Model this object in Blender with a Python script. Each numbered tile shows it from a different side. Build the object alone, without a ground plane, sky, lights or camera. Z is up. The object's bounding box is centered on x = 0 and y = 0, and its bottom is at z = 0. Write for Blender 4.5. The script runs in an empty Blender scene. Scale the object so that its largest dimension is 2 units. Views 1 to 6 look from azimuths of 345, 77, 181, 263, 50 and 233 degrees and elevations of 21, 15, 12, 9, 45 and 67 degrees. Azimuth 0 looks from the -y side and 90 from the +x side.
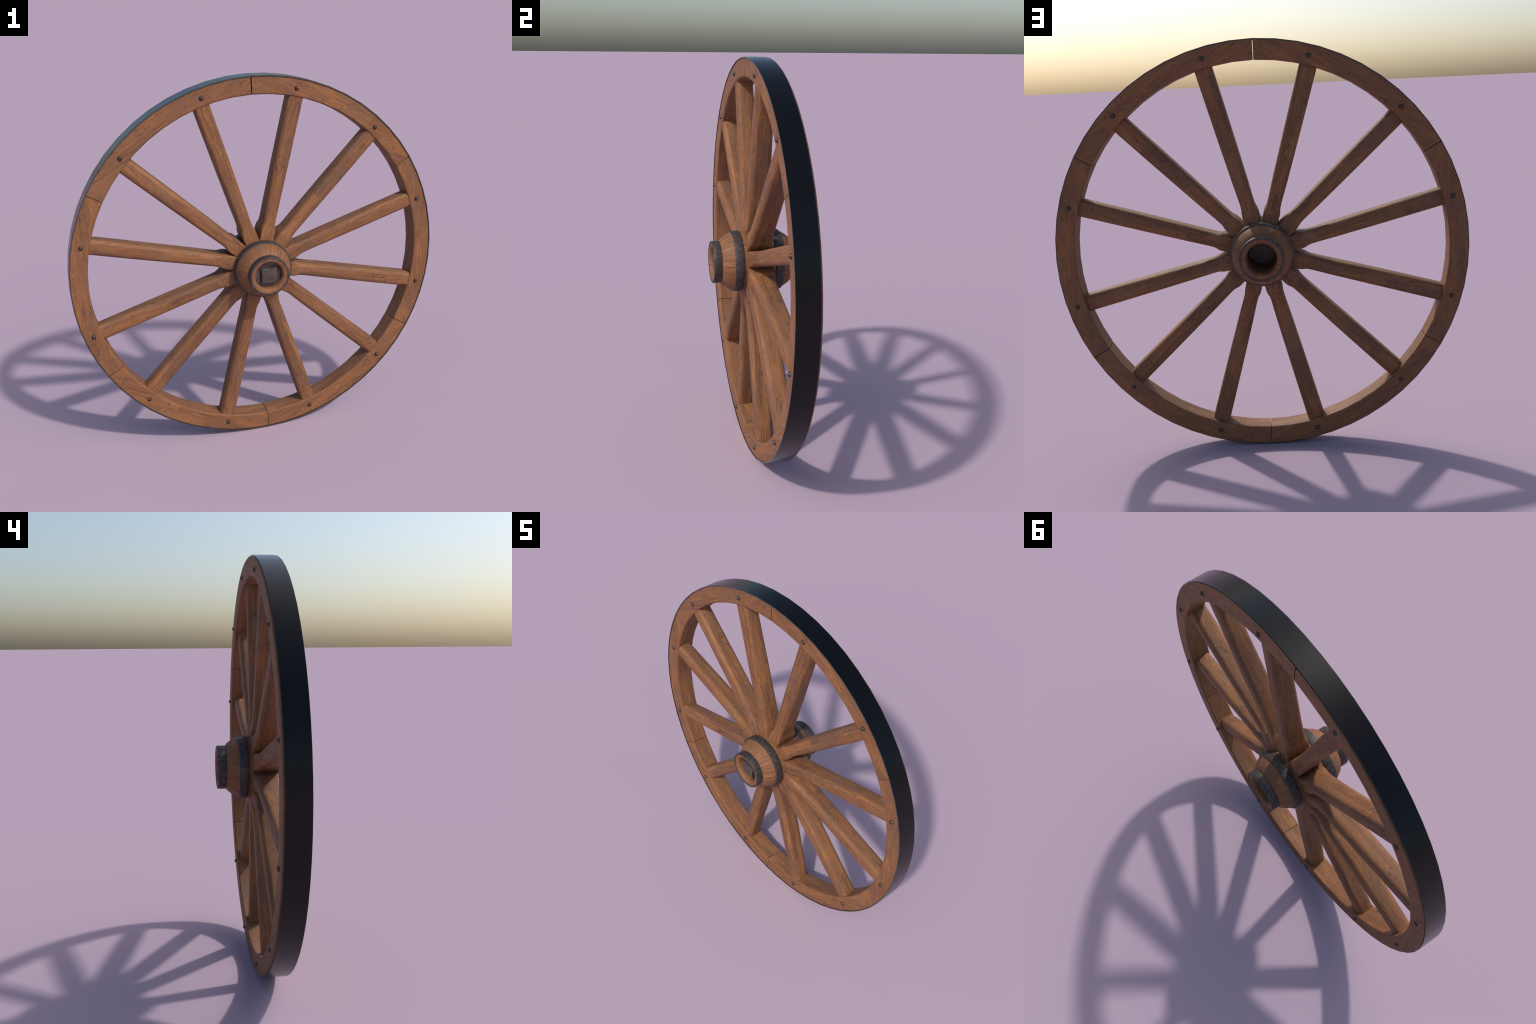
# A spoked wooden wagon wheel standing upright: six sawn felloes inside an iron
# tyre, twelve shouldered spokes, a turned hub with four iron bands, an axle box
# with a square nut, and domed bolt heads on both faces of the rim.
import bpy, bmesh, math, random
from mathutils import Vector, Matrix

random.seed(7)
CENTRE = Vector((0.0, 0.0, 1.0))
TAU = math.tau

# ------------------------------------------------------------------ materials


class Graph:
    """small helper around a node tree"""

    def __init__(self, name):
        self.mat = bpy.data.materials.new(name)
        self.mat.use_nodes = True
        self.t = self.mat.node_tree
        self.t.nodes.clear()
        self.out = self.t.nodes.new("ShaderNodeOutputMaterial")
        self.bsdf = self.t.nodes.new("ShaderNodeBsdfPrincipled")
        self.t.links.new(self.bsdf.outputs[0], self.out.inputs[0])

    def put(self, sock, value):
        if isinstance(value, bpy.types.NodeSocket):
            self.t.links.new(value, sock)
        elif value is not None:
            sock.default_value = value

    def node(self, kind, ins=None, **props):
        n = self.t.nodes.new(kind)
        for k, v in props.items():
            setattr(n, k, v)
        for k, v in (ins or {}).items():
            self.put(n.inputs[k], v)
        return n

    def math(self, op, a, b=None, clamp=False):
        n = self.node("ShaderNodeMath", {0: a}, operation=op, use_clamp=clamp)
        if b is not None:
            self.put(n.inputs[1], b)
        return n.outputs[0]

    def mix(self, fac, a, b, blend="MIX"):
        n = self.node("ShaderNodeMix", data_type="RGBA", blend_type=blend)
        self.put(n.inputs[0], fac)
        self.put(n.inputs[6], a)
        self.put(n.inputs[7], b)
        return n.outputs[2]

    def ramp(self, fac, stops):
        n = self.node("ShaderNodeValToRGB", {0: fac})
        els = n.color_ramp.elements
        while len(els) < len(stops):
            els.new(0.5)
        for e, (p, c) in zip(els, stops):
            e.position = p
            e.color = c if len(c) == 4 else (*c, 1)
        return n.outputs[0]

    def step(self, fac, lo, hi, inverse=False):
        n = self.node("ShaderNodeMapRange", {0: fac, 1: lo, 2: hi, 3: 1.0 if inverse else 0.0, 4: 0.0 if inverse else 1.0})
        n.interpolation_type = "SMOOTHSTEP"
        return n.outputs[0]

    def noise(self, vec, scale, detail=4.0, rough=0.55, distort=0.0):
        n = self.node("ShaderNodeTexNoise", {"Vector": vec, "Scale": scale, "Detail": detail, "Roughness": rough, "Distortion": distort})
        return n.outputs["Fac"]


def wood(name, polar=False, grain=1.0, tint=(1, 1, 1), sawn=False):
    """Stained oak.  The grain runs along local X; polar=True lays the grain
    outwards over a turned piece instead (fibres fan round the local Y axis);
    sawn=True lets the grain follow a surface that was sawn to a curve."""
    g = Graph(name)
    tc = g.node("ShaderNodeTexCoord").outputs
    obj = tc["Object"]
    if sawn:
        face = g.step(g.math("ABSOLUTE", g.node("ShaderNodeSeparateXYZ", {0: tc["Normal"]}).outputs[1]), 0.35, 0.75)
        sx, sy, sz = g.node("ShaderNodeSeparateXYZ", {0: obj}).outputs
        sz = g.math("MULTIPLY", sz, g.math("ADD", 0.04, g.math("MULTIPLY", face, 0.96)))
        obj = g.node("ShaderNodeCombineXYZ", {0: sx, 1: sy, 2: sz}).outputs[0]
    rnd = g.node("ShaderNodeObjectInfo").outputs["Random"]
    if polar:
        sep = g.node("ShaderNodeSeparateXYZ", {0: obj})
        x, y, z = sep.outputs
        rad = g.math("SQRT", g.math("ADD", g.math("MULTIPLY", x, x), g.math("MULTIPLY", z, z)))
        # unit circle direction keeps the angle free of a seam
        inv = g.math("DIVIDE", 0.11, g.math("MAXIMUM", rad, 0.02))
        along = g.math("ADD", g.math("MULTIPLY", y, 1.0), g.math("MULTIPLY", rad, -0.6))
        vec = g.node("ShaderNodeCombineXYZ", {0: along, 1: g.math("MULTIPLY", x, inv), 2: g.math("MULTIPLY", z, inv)}).outputs[0]
    else:
        shift = g.node("ShaderNodeCombineXYZ", {0: g.math("MULTIPLY", rnd, 37.0), 1: g.math("MULTIPLY", rnd, 11.0), 2: g.math("MULTIPLY", rnd, 23.0)}).outputs[0]
        vec = g.node("ShaderNodeVectorMath", {0: obj, 1: shift}, operation="ADD").outputs[0]

    def stretched(sx, syz):
        return g.node("ShaderNodeMapping", {"Vector": vec, "Scale": (sx, syz, syz)}).outputs[0]

    # slow sway of the fibres, so that lines wander and bend round knots
    sway = g.noise(stretched(5.0, 14.0), 1.0, 2.0)
    bend = g.math("MULTIPLY", g.math("SUBTRACT", sway, 0.5), 0.03)
    off = g.node("ShaderNodeCombineXYZ", {0: 0.0, 1: bend, 2: bend}).outputs[0]
    vec = g.node("ShaderNodeVectorMath", {0: vec, 1: off}, operation="ADD").outputs[0]

    streak = g.noise(stretched(4.5, 60.0), 1.0, 5.0, 0.6)
    fine = g.noise(stretched(14.0, 330.0), 1.0, 4.0, 0.65)
    broad = g.noise(stretched(5.0, 11.0), 1.0, 3.0, 0.5)
    patch = g.noise(stretched(10.0, 60.0), 1.0, 3.0, 0.6)
    mottle = g.noise(stretched(24.0, 150.0), 1.0, 3.0, 0.6)

    lines = g.noise(stretched(9.0, 140.0), 1.0, 3.0, 0.6)
    mixed = g.math("ADD", g.math("MULTIPLY", streak, 0.50), g.math("MULTIPLY", fine, 0.22))
    base = g.ramp(g.math("ADD", mixed, g.math("MULTIPLY", lines, 0.28)), [
        (0.38, (0.098 * tint[0], 0.042 * tint[1], 0.024 * tint[2])),
        (0.465, (0.160 * tint[0], 0.068 * tint[1], 0.031 * tint[2])),
        (0.53, (0.215 * tint[0], 0.090 * tint[1], 0.036 * tint[2])),
        (0.62, (0.350 * tint[0], 0.152 * tint[1], 0.054 * tint[2]))])
    # worn greyish stretches and redder stretches
    grey = g.math("MULTIPLY", g.step(broad, 0.47, 0.60), g.step(lines, 0.36, 0.54))
    base = g.mix(g.math("MULTIPLY", grey, 0.75), base, (0.150, 0.084, 0.053, 1))
    red = g.step(patch, 0.52, 0.70)
    base = g.mix(g.math("MULTIPLY", red, 0.40), base, (0.200, 0.068, 0.030, 1))
    base = g.mix(g.math("MULTIPLY", g.step(mottle, 0.52, 0.66), 0.30), base, (0.125, 0.060, 0.036, 1))
    base = g.mix(g.math("MULTIPLY", g.step(mottle, 0.34, 0.47, True), 0.40), base, (0.320, 0.152, 0.064, 1))
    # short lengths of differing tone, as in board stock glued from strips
    if not polar:
        cell = g.node("ShaderNodeTexBrick", {"Vector": g.node("ShaderNodeMapping", {"Vector": vec, "Scale": (1, 1, 1), "Rotation": (0.5, 0, 0)}).outputs[0],
                                             "Color1": (0, 0, 0, 1), "Color2": (1, 1, 1, 1), "Mortar": (0.5, 0.5, 0.5, 1), "Scale": 1.0,
                                             "Mortar Size": 0.0, "Brick Width": 0.27, "Row Height": 0.024, "Bias": 0.0}, offset=0.37)
        base = g.mix(0.36, base, g.ramp(cell.outputs[0], [(0.0, (0.115, 0.054, 0.030)), (0.5, (0.195, 0.083, 0.036)), (1.0, (0.295, 0.128, 0.048))]))
    if polar or sawn:
        base = g.mix(0.40 if polar else 0.15, base, (0.208, 0.088, 0.039, 1))
    # dark pores and short checks along the fibres
    pores = g.noise(stretched(42.0, 210.0), 1.0, 2.0, 0.5)
    where = g.step(g.noise(stretched(8.0, 30.0), 1.0, 2.0), 0.47, 0.60)
    pore = g.math("MULTIPLY", g.step(pores, 0.56, 0.67), where)
    knots = g.noise(stretched(28.0, 60.0), 1.0, 3.0, 0.6)
    knot = g.step(knots, 0.64, 0.78)
    dark = g.math("MAXIMUM", g.math("MULTIPLY", pore, 0.8), g.math("MULTIPLY", knot, 0.75))
    base = g.mix(dark, base, (0.050, 0.030, 0.025, 1))
    g.put(g.bsdf.inputs["Base Color"], base)
    g.put(g.bsdf.inputs["Roughness"], g.math("ADD", 0.56, g.math("MULTIPLY", fine, 0.16)))
    g.put(g.bsdf.inputs["Specular IOR Level"], 0.32)
    h = g.math("SUBTRACT", g.math("ADD", g.math("MULTIPLY", fine, 0.5), g.math("MULTIPLY", mottle, 0.5)), dark)
    bump = g.node("ShaderNodeBump", {"Strength": 0.34 * grain, "Distance": 0.002, "Height": h})
    g.put(g.bsdf.inputs["Normal"], bump.outputs[0])
    return g.mat


def iron(name, dark, light, rust, rough=0.5, metallic=0.6, scale=1.0, bump=0.3):
    g = Graph(name)
    obj = g.node("ShaderNodeTexCoord").outputs["Object"]
    a = g.noise(obj, 45.0 * scale, 4.0, 0.6)
    b = g.noise(obj, 190.0 * scale, 3.0, 0.6)
    c = g.noise(obj, 16.0 * scale, 3.0, 0.5)
    m = g.step(g.math("ADD", g.math("MULTIPLY", a, 0.5), g.math("MULTIPLY", b, 0.5)), 0.38, 0.64)
    base = g.mix(m, (*dark, 1), (*light, 1))
    base = g.mix(g.math("MULTIPLY", g.step(c, 0.44, 0.62), 0.55), base, (*rust, 1))
    g.put(g.bsdf.inputs["Base Color"], base)
    g.put(g.bsdf.inputs["Metallic"], metallic)
    g.put(g.bsdf.inputs["Roughness"], g.math("ADD", rough, g.math("MULTIPLY", b, 0.15)))
    n = g.node("ShaderNodeBump", {"Strength": bump, "Distance": 0.002, "Height": b})
    g.put(g.bsdf.inputs["Normal"], n.outputs[0])
    return g.mat


def black_tyre():
    """blackened running face, a little barer along the two edges of the bar"""
    g = Graph("blackened_iron_tyre")
    tc = g.node("ShaderNodeTexCoord").outputs
    obj = tc["Object"]
    ny = g.math("ABSOLUTE", g.node("ShaderNodeSeparateXYZ", {0: tc["Normal"]}).outputs[1])
    edge = g.step(ny, 0.5, 0.9)
    a = g.noise(obj, 60.0, 3.0, 0.6)
    worn = g.mix(a, (0.035, 0.032, 0.033, 1), (0.085, 0.078, 0.077, 1))
    g.put(g.bsdf.inputs["Base Color"], g.mix(edge, (0.0022, 0.0022, 0.0026, 1), worn))
    g.put(g.bsdf.inputs["Roughness"], 0.23)
    g.put(g.bsdf.inputs["IOR"], 1.36)
    return g.mat


RIM_WOOD = wood("felloe_wood", sawn=True, tint=(1.10, 1.10, 1.06))
SPOKE_WOOD = wood("spoke_wood")
HUB_WOOD = wood("hub_wood", polar=True, grain=0.7, tint=(1.0, 1.0, 1.0))
BAND_IRON = iron("hub_band_iron", (0.040, 0.034, 0.034), (0.116, 0.103, 0.098), (0.066, 0.047, 0.042), scale=1.3, bump=0.22)
BORE_IRON = iron("bore_iron", (0.007, 0.007, 0.008), (0.016, 0.016, 0.018), (0.010, 0.010, 0.011))
NUT_IRON = iron("axle_iron", (0.050, 0.040, 0.039), (0.130, 0.108, 0.104), (0.105, 0.062, 0.050), rough=0.36, metallic=0.45)
BOLT_IRON = iron("bolt_iron", (0.050, 0.042, 0.039), (0.115, 0.098, 0.088), (0.07, 0.05, 0.043), rough=0.33, metallic=0.75)
TYRE_IRON = black_tyre()

# ------------------------------------------------------------------ builders


def link(name, mesh, parent, mat=None):
    ob = bpy.data.objects.new(name, mesh)
    bpy.context.scene.collection.objects.link(ob)
    if mat and not mesh.materials:
        mesh.materials.append(mat)
    ob.parent = parent
    return ob


def finish(bm, name, angle=40.0):
    bmesh.ops.recalc_face_normals(bm, faces=bm.faces)
    me = bpy.data.meshes.new(name)
    limit = math.radians(angle)
    for f in bm.faces:
        f.smooth = True
    for e in bm.edges:
        if len(e.link_faces) == 2 and e.calc_face_angle(0.0) > limit:
            e.smooth = False
    bm.to_mesh(me)
    bm.free()
    return me


def revolve(name, profile, steps, closed=False, start=0.0, span=TAU, caps=False, angle=40.0):
    """turn (radius, y) points round the y axis"""
    bm = bmesh.new()
    whole = abs(span - TAU) < 1e-6
    n = steps if whole else steps + 1
    rings = []
    for i in range(n):
        a = start + span * i / steps
        rings.append([bm.verts.new((r * math.cos(a), y, r * math.sin(a))) for r, y in profile])
    m = len(profile)
    for i in range(steps):
        A, B = rings[i], rings[(i + 1) % n]
        for j in range(m if closed else m - 1):
            k = (j + 1) % m
            bm.faces.new((A[j], A[k], B[k], B[j]))
    if caps and not whole:
        bm.faces.new(rings[0])
        bm.faces.new(list(reversed(rings[-1])))
    bmesh.ops.remove_doubles(bm, verts=bm.verts, dist=1e-6)
    return finish(bm, name, angle)


def arc(cx, cy, r, a0, a1, n):
    return [(cx + r * math.cos(math.radians(a0 + (a1 - a0) * i / n)), cy + r * math.sin(math.radians(a0 + (a1 - a0) * i / n))) for i in range(n + 1)]


# ------------------------------------------------------------------ the wheel
wheel = bpy.data.objects.new("wagon_wheel", None)
bpy.context.scene.collection.objects.link(wheel)
wheel["label"] = "upright brown wooden wagon wheel with twelve spokes and iron tyre"
wheel["category"] = "wagon wheel"

# --- iron tyre: a flat bar bent round sixty short facets
T_IN, T_OUT, T_F, T_B = 0.9945, 1.0, -0.0528, 0.0528
tyre_profile = [(T_IN, T_F), (T_OUT - 0.0012, T_F), (T_OUT, T_F + 0.0012), (T_OUT, T_B - 0.0012), (T_OUT - 0.0012, T_B), (T_IN, T_B)]
tyre = link("iron_tyre", revolve("iron_tyre", tyre_profile, 60, closed=True, angle=30), wheel, TYRE_IRON)
tyre.location = CENTRE

# --- felloes: six straight-grained planks sawn to the curve
F_IN, F_OUT, F_F, F_B = 0.9050, 0.9942, -0.0495, 0.0604
SPAN = math.radians(59.772)
ROUND = 0.0095
felloe_profile = (arc(F_IN + ROUND, F_F + ROUND, ROUND, 270, 180, 3) + arc(F_IN + ROUND, F_B - ROUND, ROUND, 180, 90, 3)
                  + [(F_OUT - 0.003, F_B), (F_OUT, F_B - 0.0025), (F_OUT, F_F + 0.001), (F_OUT - 0.001, F_F)])
# built round local +Z so that the plank's grain (local X) lies along its chord
felloe_mesh = revolve("felloe", felloe_profile, 10, closed=True, start=math.pi / 2 - SPAN / 2, span=SPAN, caps=True, angle=50)
GAP, TOP_GAP = math.radians(0.2), math.radians(0.37)
edge = math.pi / 2 - TOP_GAP / 2            # the first felloe hangs from the wide joint at the top
felloes = []
for i in range(6):
    mid = edge - SPAN / 2
    ob = link("felloe", felloe_mesh, wheel, RIM_WOOD)
    ob.location = CENTRE
    ob.rotation_euler = (0, math.pi / 2 - mid, 0)
    crisp = ob.modifiers.new("weighted_normals", "WEIGHTED_NORMAL")
    crisp.keep_sharp = True
    felloes.append((ob, mid))
    edge -= SPAN + GAP

# --- spokes: shouldered at the hub, shaved to a rounded oblong shaft
# stations: radius, half width, depth to the front, depth to the back, corner radius
SPOKE = [(0.138, 0.0372, 0.0640, 0.0640, 0.006), (0.165, 0.0385, 0.0637, 0.0640, 0.007), (0.190, 0.0392, 0.0626, 0.0640, 0.009),
         (0.206, 0.0386, 0.0612, 0.0618, 0.012), (0.219, 0.0356, 0.0598, 0.0572, 0.015), (0.232, 0.0338, 0.0584, 0.0535, 0.018),
         (0.260, 0.0337, 0.0560, 0.0522, 0.020), (0.360, 0.0366, 0.0528, 0.0498, 0.022), (0.560, 0.0392, 0.0503, 0.0462, 0.022),
         (0.720, 0.0408, 0.0477, 0.0427, 0.022), (0.860, 0.0416, 0.0450, 0.0400, 0.021), (0.920, 0.0416, 0.0440, 0.0390, 0.021)]


def rounded_rect(a, b, c, n=5):
    pts = []
    for sx, sy, a0 in ((1, 1, 0), (-1, 1, 90), (-1, -1, 180), (1, -1, 270)):
        pts += arc(sx * (a - c), sy * (b - c), c, a0, a0 + 90, n)
    return pts


def spoke_mesh():
    bm = bmesh.new()
    rings = []
    for r, a, fore, aft, c in SPOKE:
        b, lean = (fore + aft) / 2, (aft - fore) / 2
        rings.append([bm.verts.new((r, q + lean, p)) for p, q in rounded_rect(a, b, c)])
    for A, B in zip(rings, rings[1:]):
        for j in range(len(A)):
            k = (j + 1) % len(A)
            bm.faces.new((A[j], A[k], B[k], B[j]))
    bm.faces.new(rings[0])
    bm.faces.new(list(reversed(rings[-1])))
    return finish(bm, "spoke", 38)


spoke_me = spoke_mesh()
TURN = math.radians(0.64)
# hand-driven: each spoke strays a little from its even place (degrees)
STRAY = [1.1, -0.3, 0.0, 1.3, 1.8, 0.3, 0.8, -0.3, 0.1, 1.1, 1.7, 0.5]
for i in range(12):
    ang = math.radians(15 + 30 * i + STRAY[i])
    ob = link("spoke", spoke_me, wheel, SPOKE_WOOD)
    ob.location = CENTRE
    ob.rotation_euler = (0, -ang, 0)

# --- bolts: domed heads, one over each spoke on either face, held by their felloe
bolt_profile = [(0.0114 * math.sin(math.radians(a)), 0.0113 * math.cos(math.radians(a))) for a in (0, 18, 36, 54, 72, 90)] + [(0.0114, -0.004)]
bolt_me = revolve("bolt", bolt_profile, 20, angle=60)
bpy.context.view_layer.update()
for i in range(12):
    a = math.radians(15 + 30 * i) + TURN
    near = min(felloes, key=lambda f: abs(math.atan2(math.sin(f[1] - a), math.cos(f[1] - a))))[0]
    for side, face in ((-1, F_F), (1, F_B)):
        ob = link("bolt", bolt_me, near, BOLT_IRON)
        spot = Matrix.Translation(CENTRE + Vector((0.948 * math.cos(a), face, 0.948 * math.sin(a))))
        turn = Matrix.Rotation(random.random() * TAU, 4, "Y")
        flip = Matrix.Rotation(math.pi if side < 0 else 0.0, 4, "Z")
        ob.matrix_basis = near.matrix_basis.inverted() @ spot @ flip @ turn

# --- hub: one turned block, the same profile towards both ends
half = [(0.1485, 0.0), (0.1485, 0.0700), (0.1475, 0.0790), (0.1462, 0.1200), (0.1440, 0.1240), (0.1392, 0.1370), (0.1322, 0.1490),
        (0.1232, 0.1625), (0.1124, 0.1738), (0.1036, 0.1800), (0.0990, 0.1825), (0.0975, 0.2160), (0.0965, 0.2180),
        (0.0900, 0.2188), (0.0835, 0.2175), (0.0775, 0.2140), (0.0738, 0.2080), (0.0720, 0.2000), (0.0710, 0.1880)]
front = [(r, -y) for r, y in half[1:]] + [(0.0695, -0.150), (0.0, -0.150)]
back = half + [(0.0695, 0.100), (0.0695, -0.010), (0.0, -0.010)]
hub = link("hub", revolve("hub", list(reversed(front)) + back, 48, angle=45), wheel, HUB_WOOD)
hub.location = CENTRE


def band(name, r_in, r_out, y0, y1, bev=0.003):
    prof = [(r_in, y0), (r_out - bev, y0), (r_out - bev * 0.3, y0 + bev * 0.3), (r_out, y0 + bev), (r_out, y1 - bev),
            (r_out - bev * 0.3, y1 - bev * 0.3), (r_out - bev, y1), (r_in, y1)]
    return revolve(name, prof, 48, closed=True, angle=40)


great = band("great_band", 0.142, 0.1530, 0.0780, 0.1220)
nose = band("nose_band", 0.0960, 0.1054, 0.1800, 0.2205)
for me in (great, nose):
    for flip in (0, 1):
        ob = link(me.name, me, hub, BAND_IRON)
        ob.rotation_euler = (0, 0, math.pi * flip)

# axle end: iron box plates closing the bore, the square nut in the front mouth
plate = revolve("axle_plate", [(0.0, 0.0), (0.0685, 0.0), (0.0690, 0.001), (0.0690, 0.010), (0.0, 0.010)], 32)
for y in (-0.186, -0.006):
    ob = link("axle_plate", plate, hub, None)
    ob.data = plate if y < -0.1 else plate.copy()
    ob.data.materials.append(NUT_IRON if y < -0.1 else BORE_IRON)
    ob.location = (0, y, 0)
bm = bmesh.new()
bmesh.ops.create_cube(bm, size=1.0, matrix=Matrix.Diagonal((0.080, 0.040, 0.080, 1)))
bmesh.ops.bevel(bm, geom=bm.edges[:], offset=0.0036, segments=2, profile=0.6, affect="EDGES")
nut = link("axle_nut", finish(bm, "axle_nut", 35), hub, NUT_IRON)
nut.location = (0.0015, -0.187, 0)
nut.rotation_euler = (0, math.radians(1.0), 0)
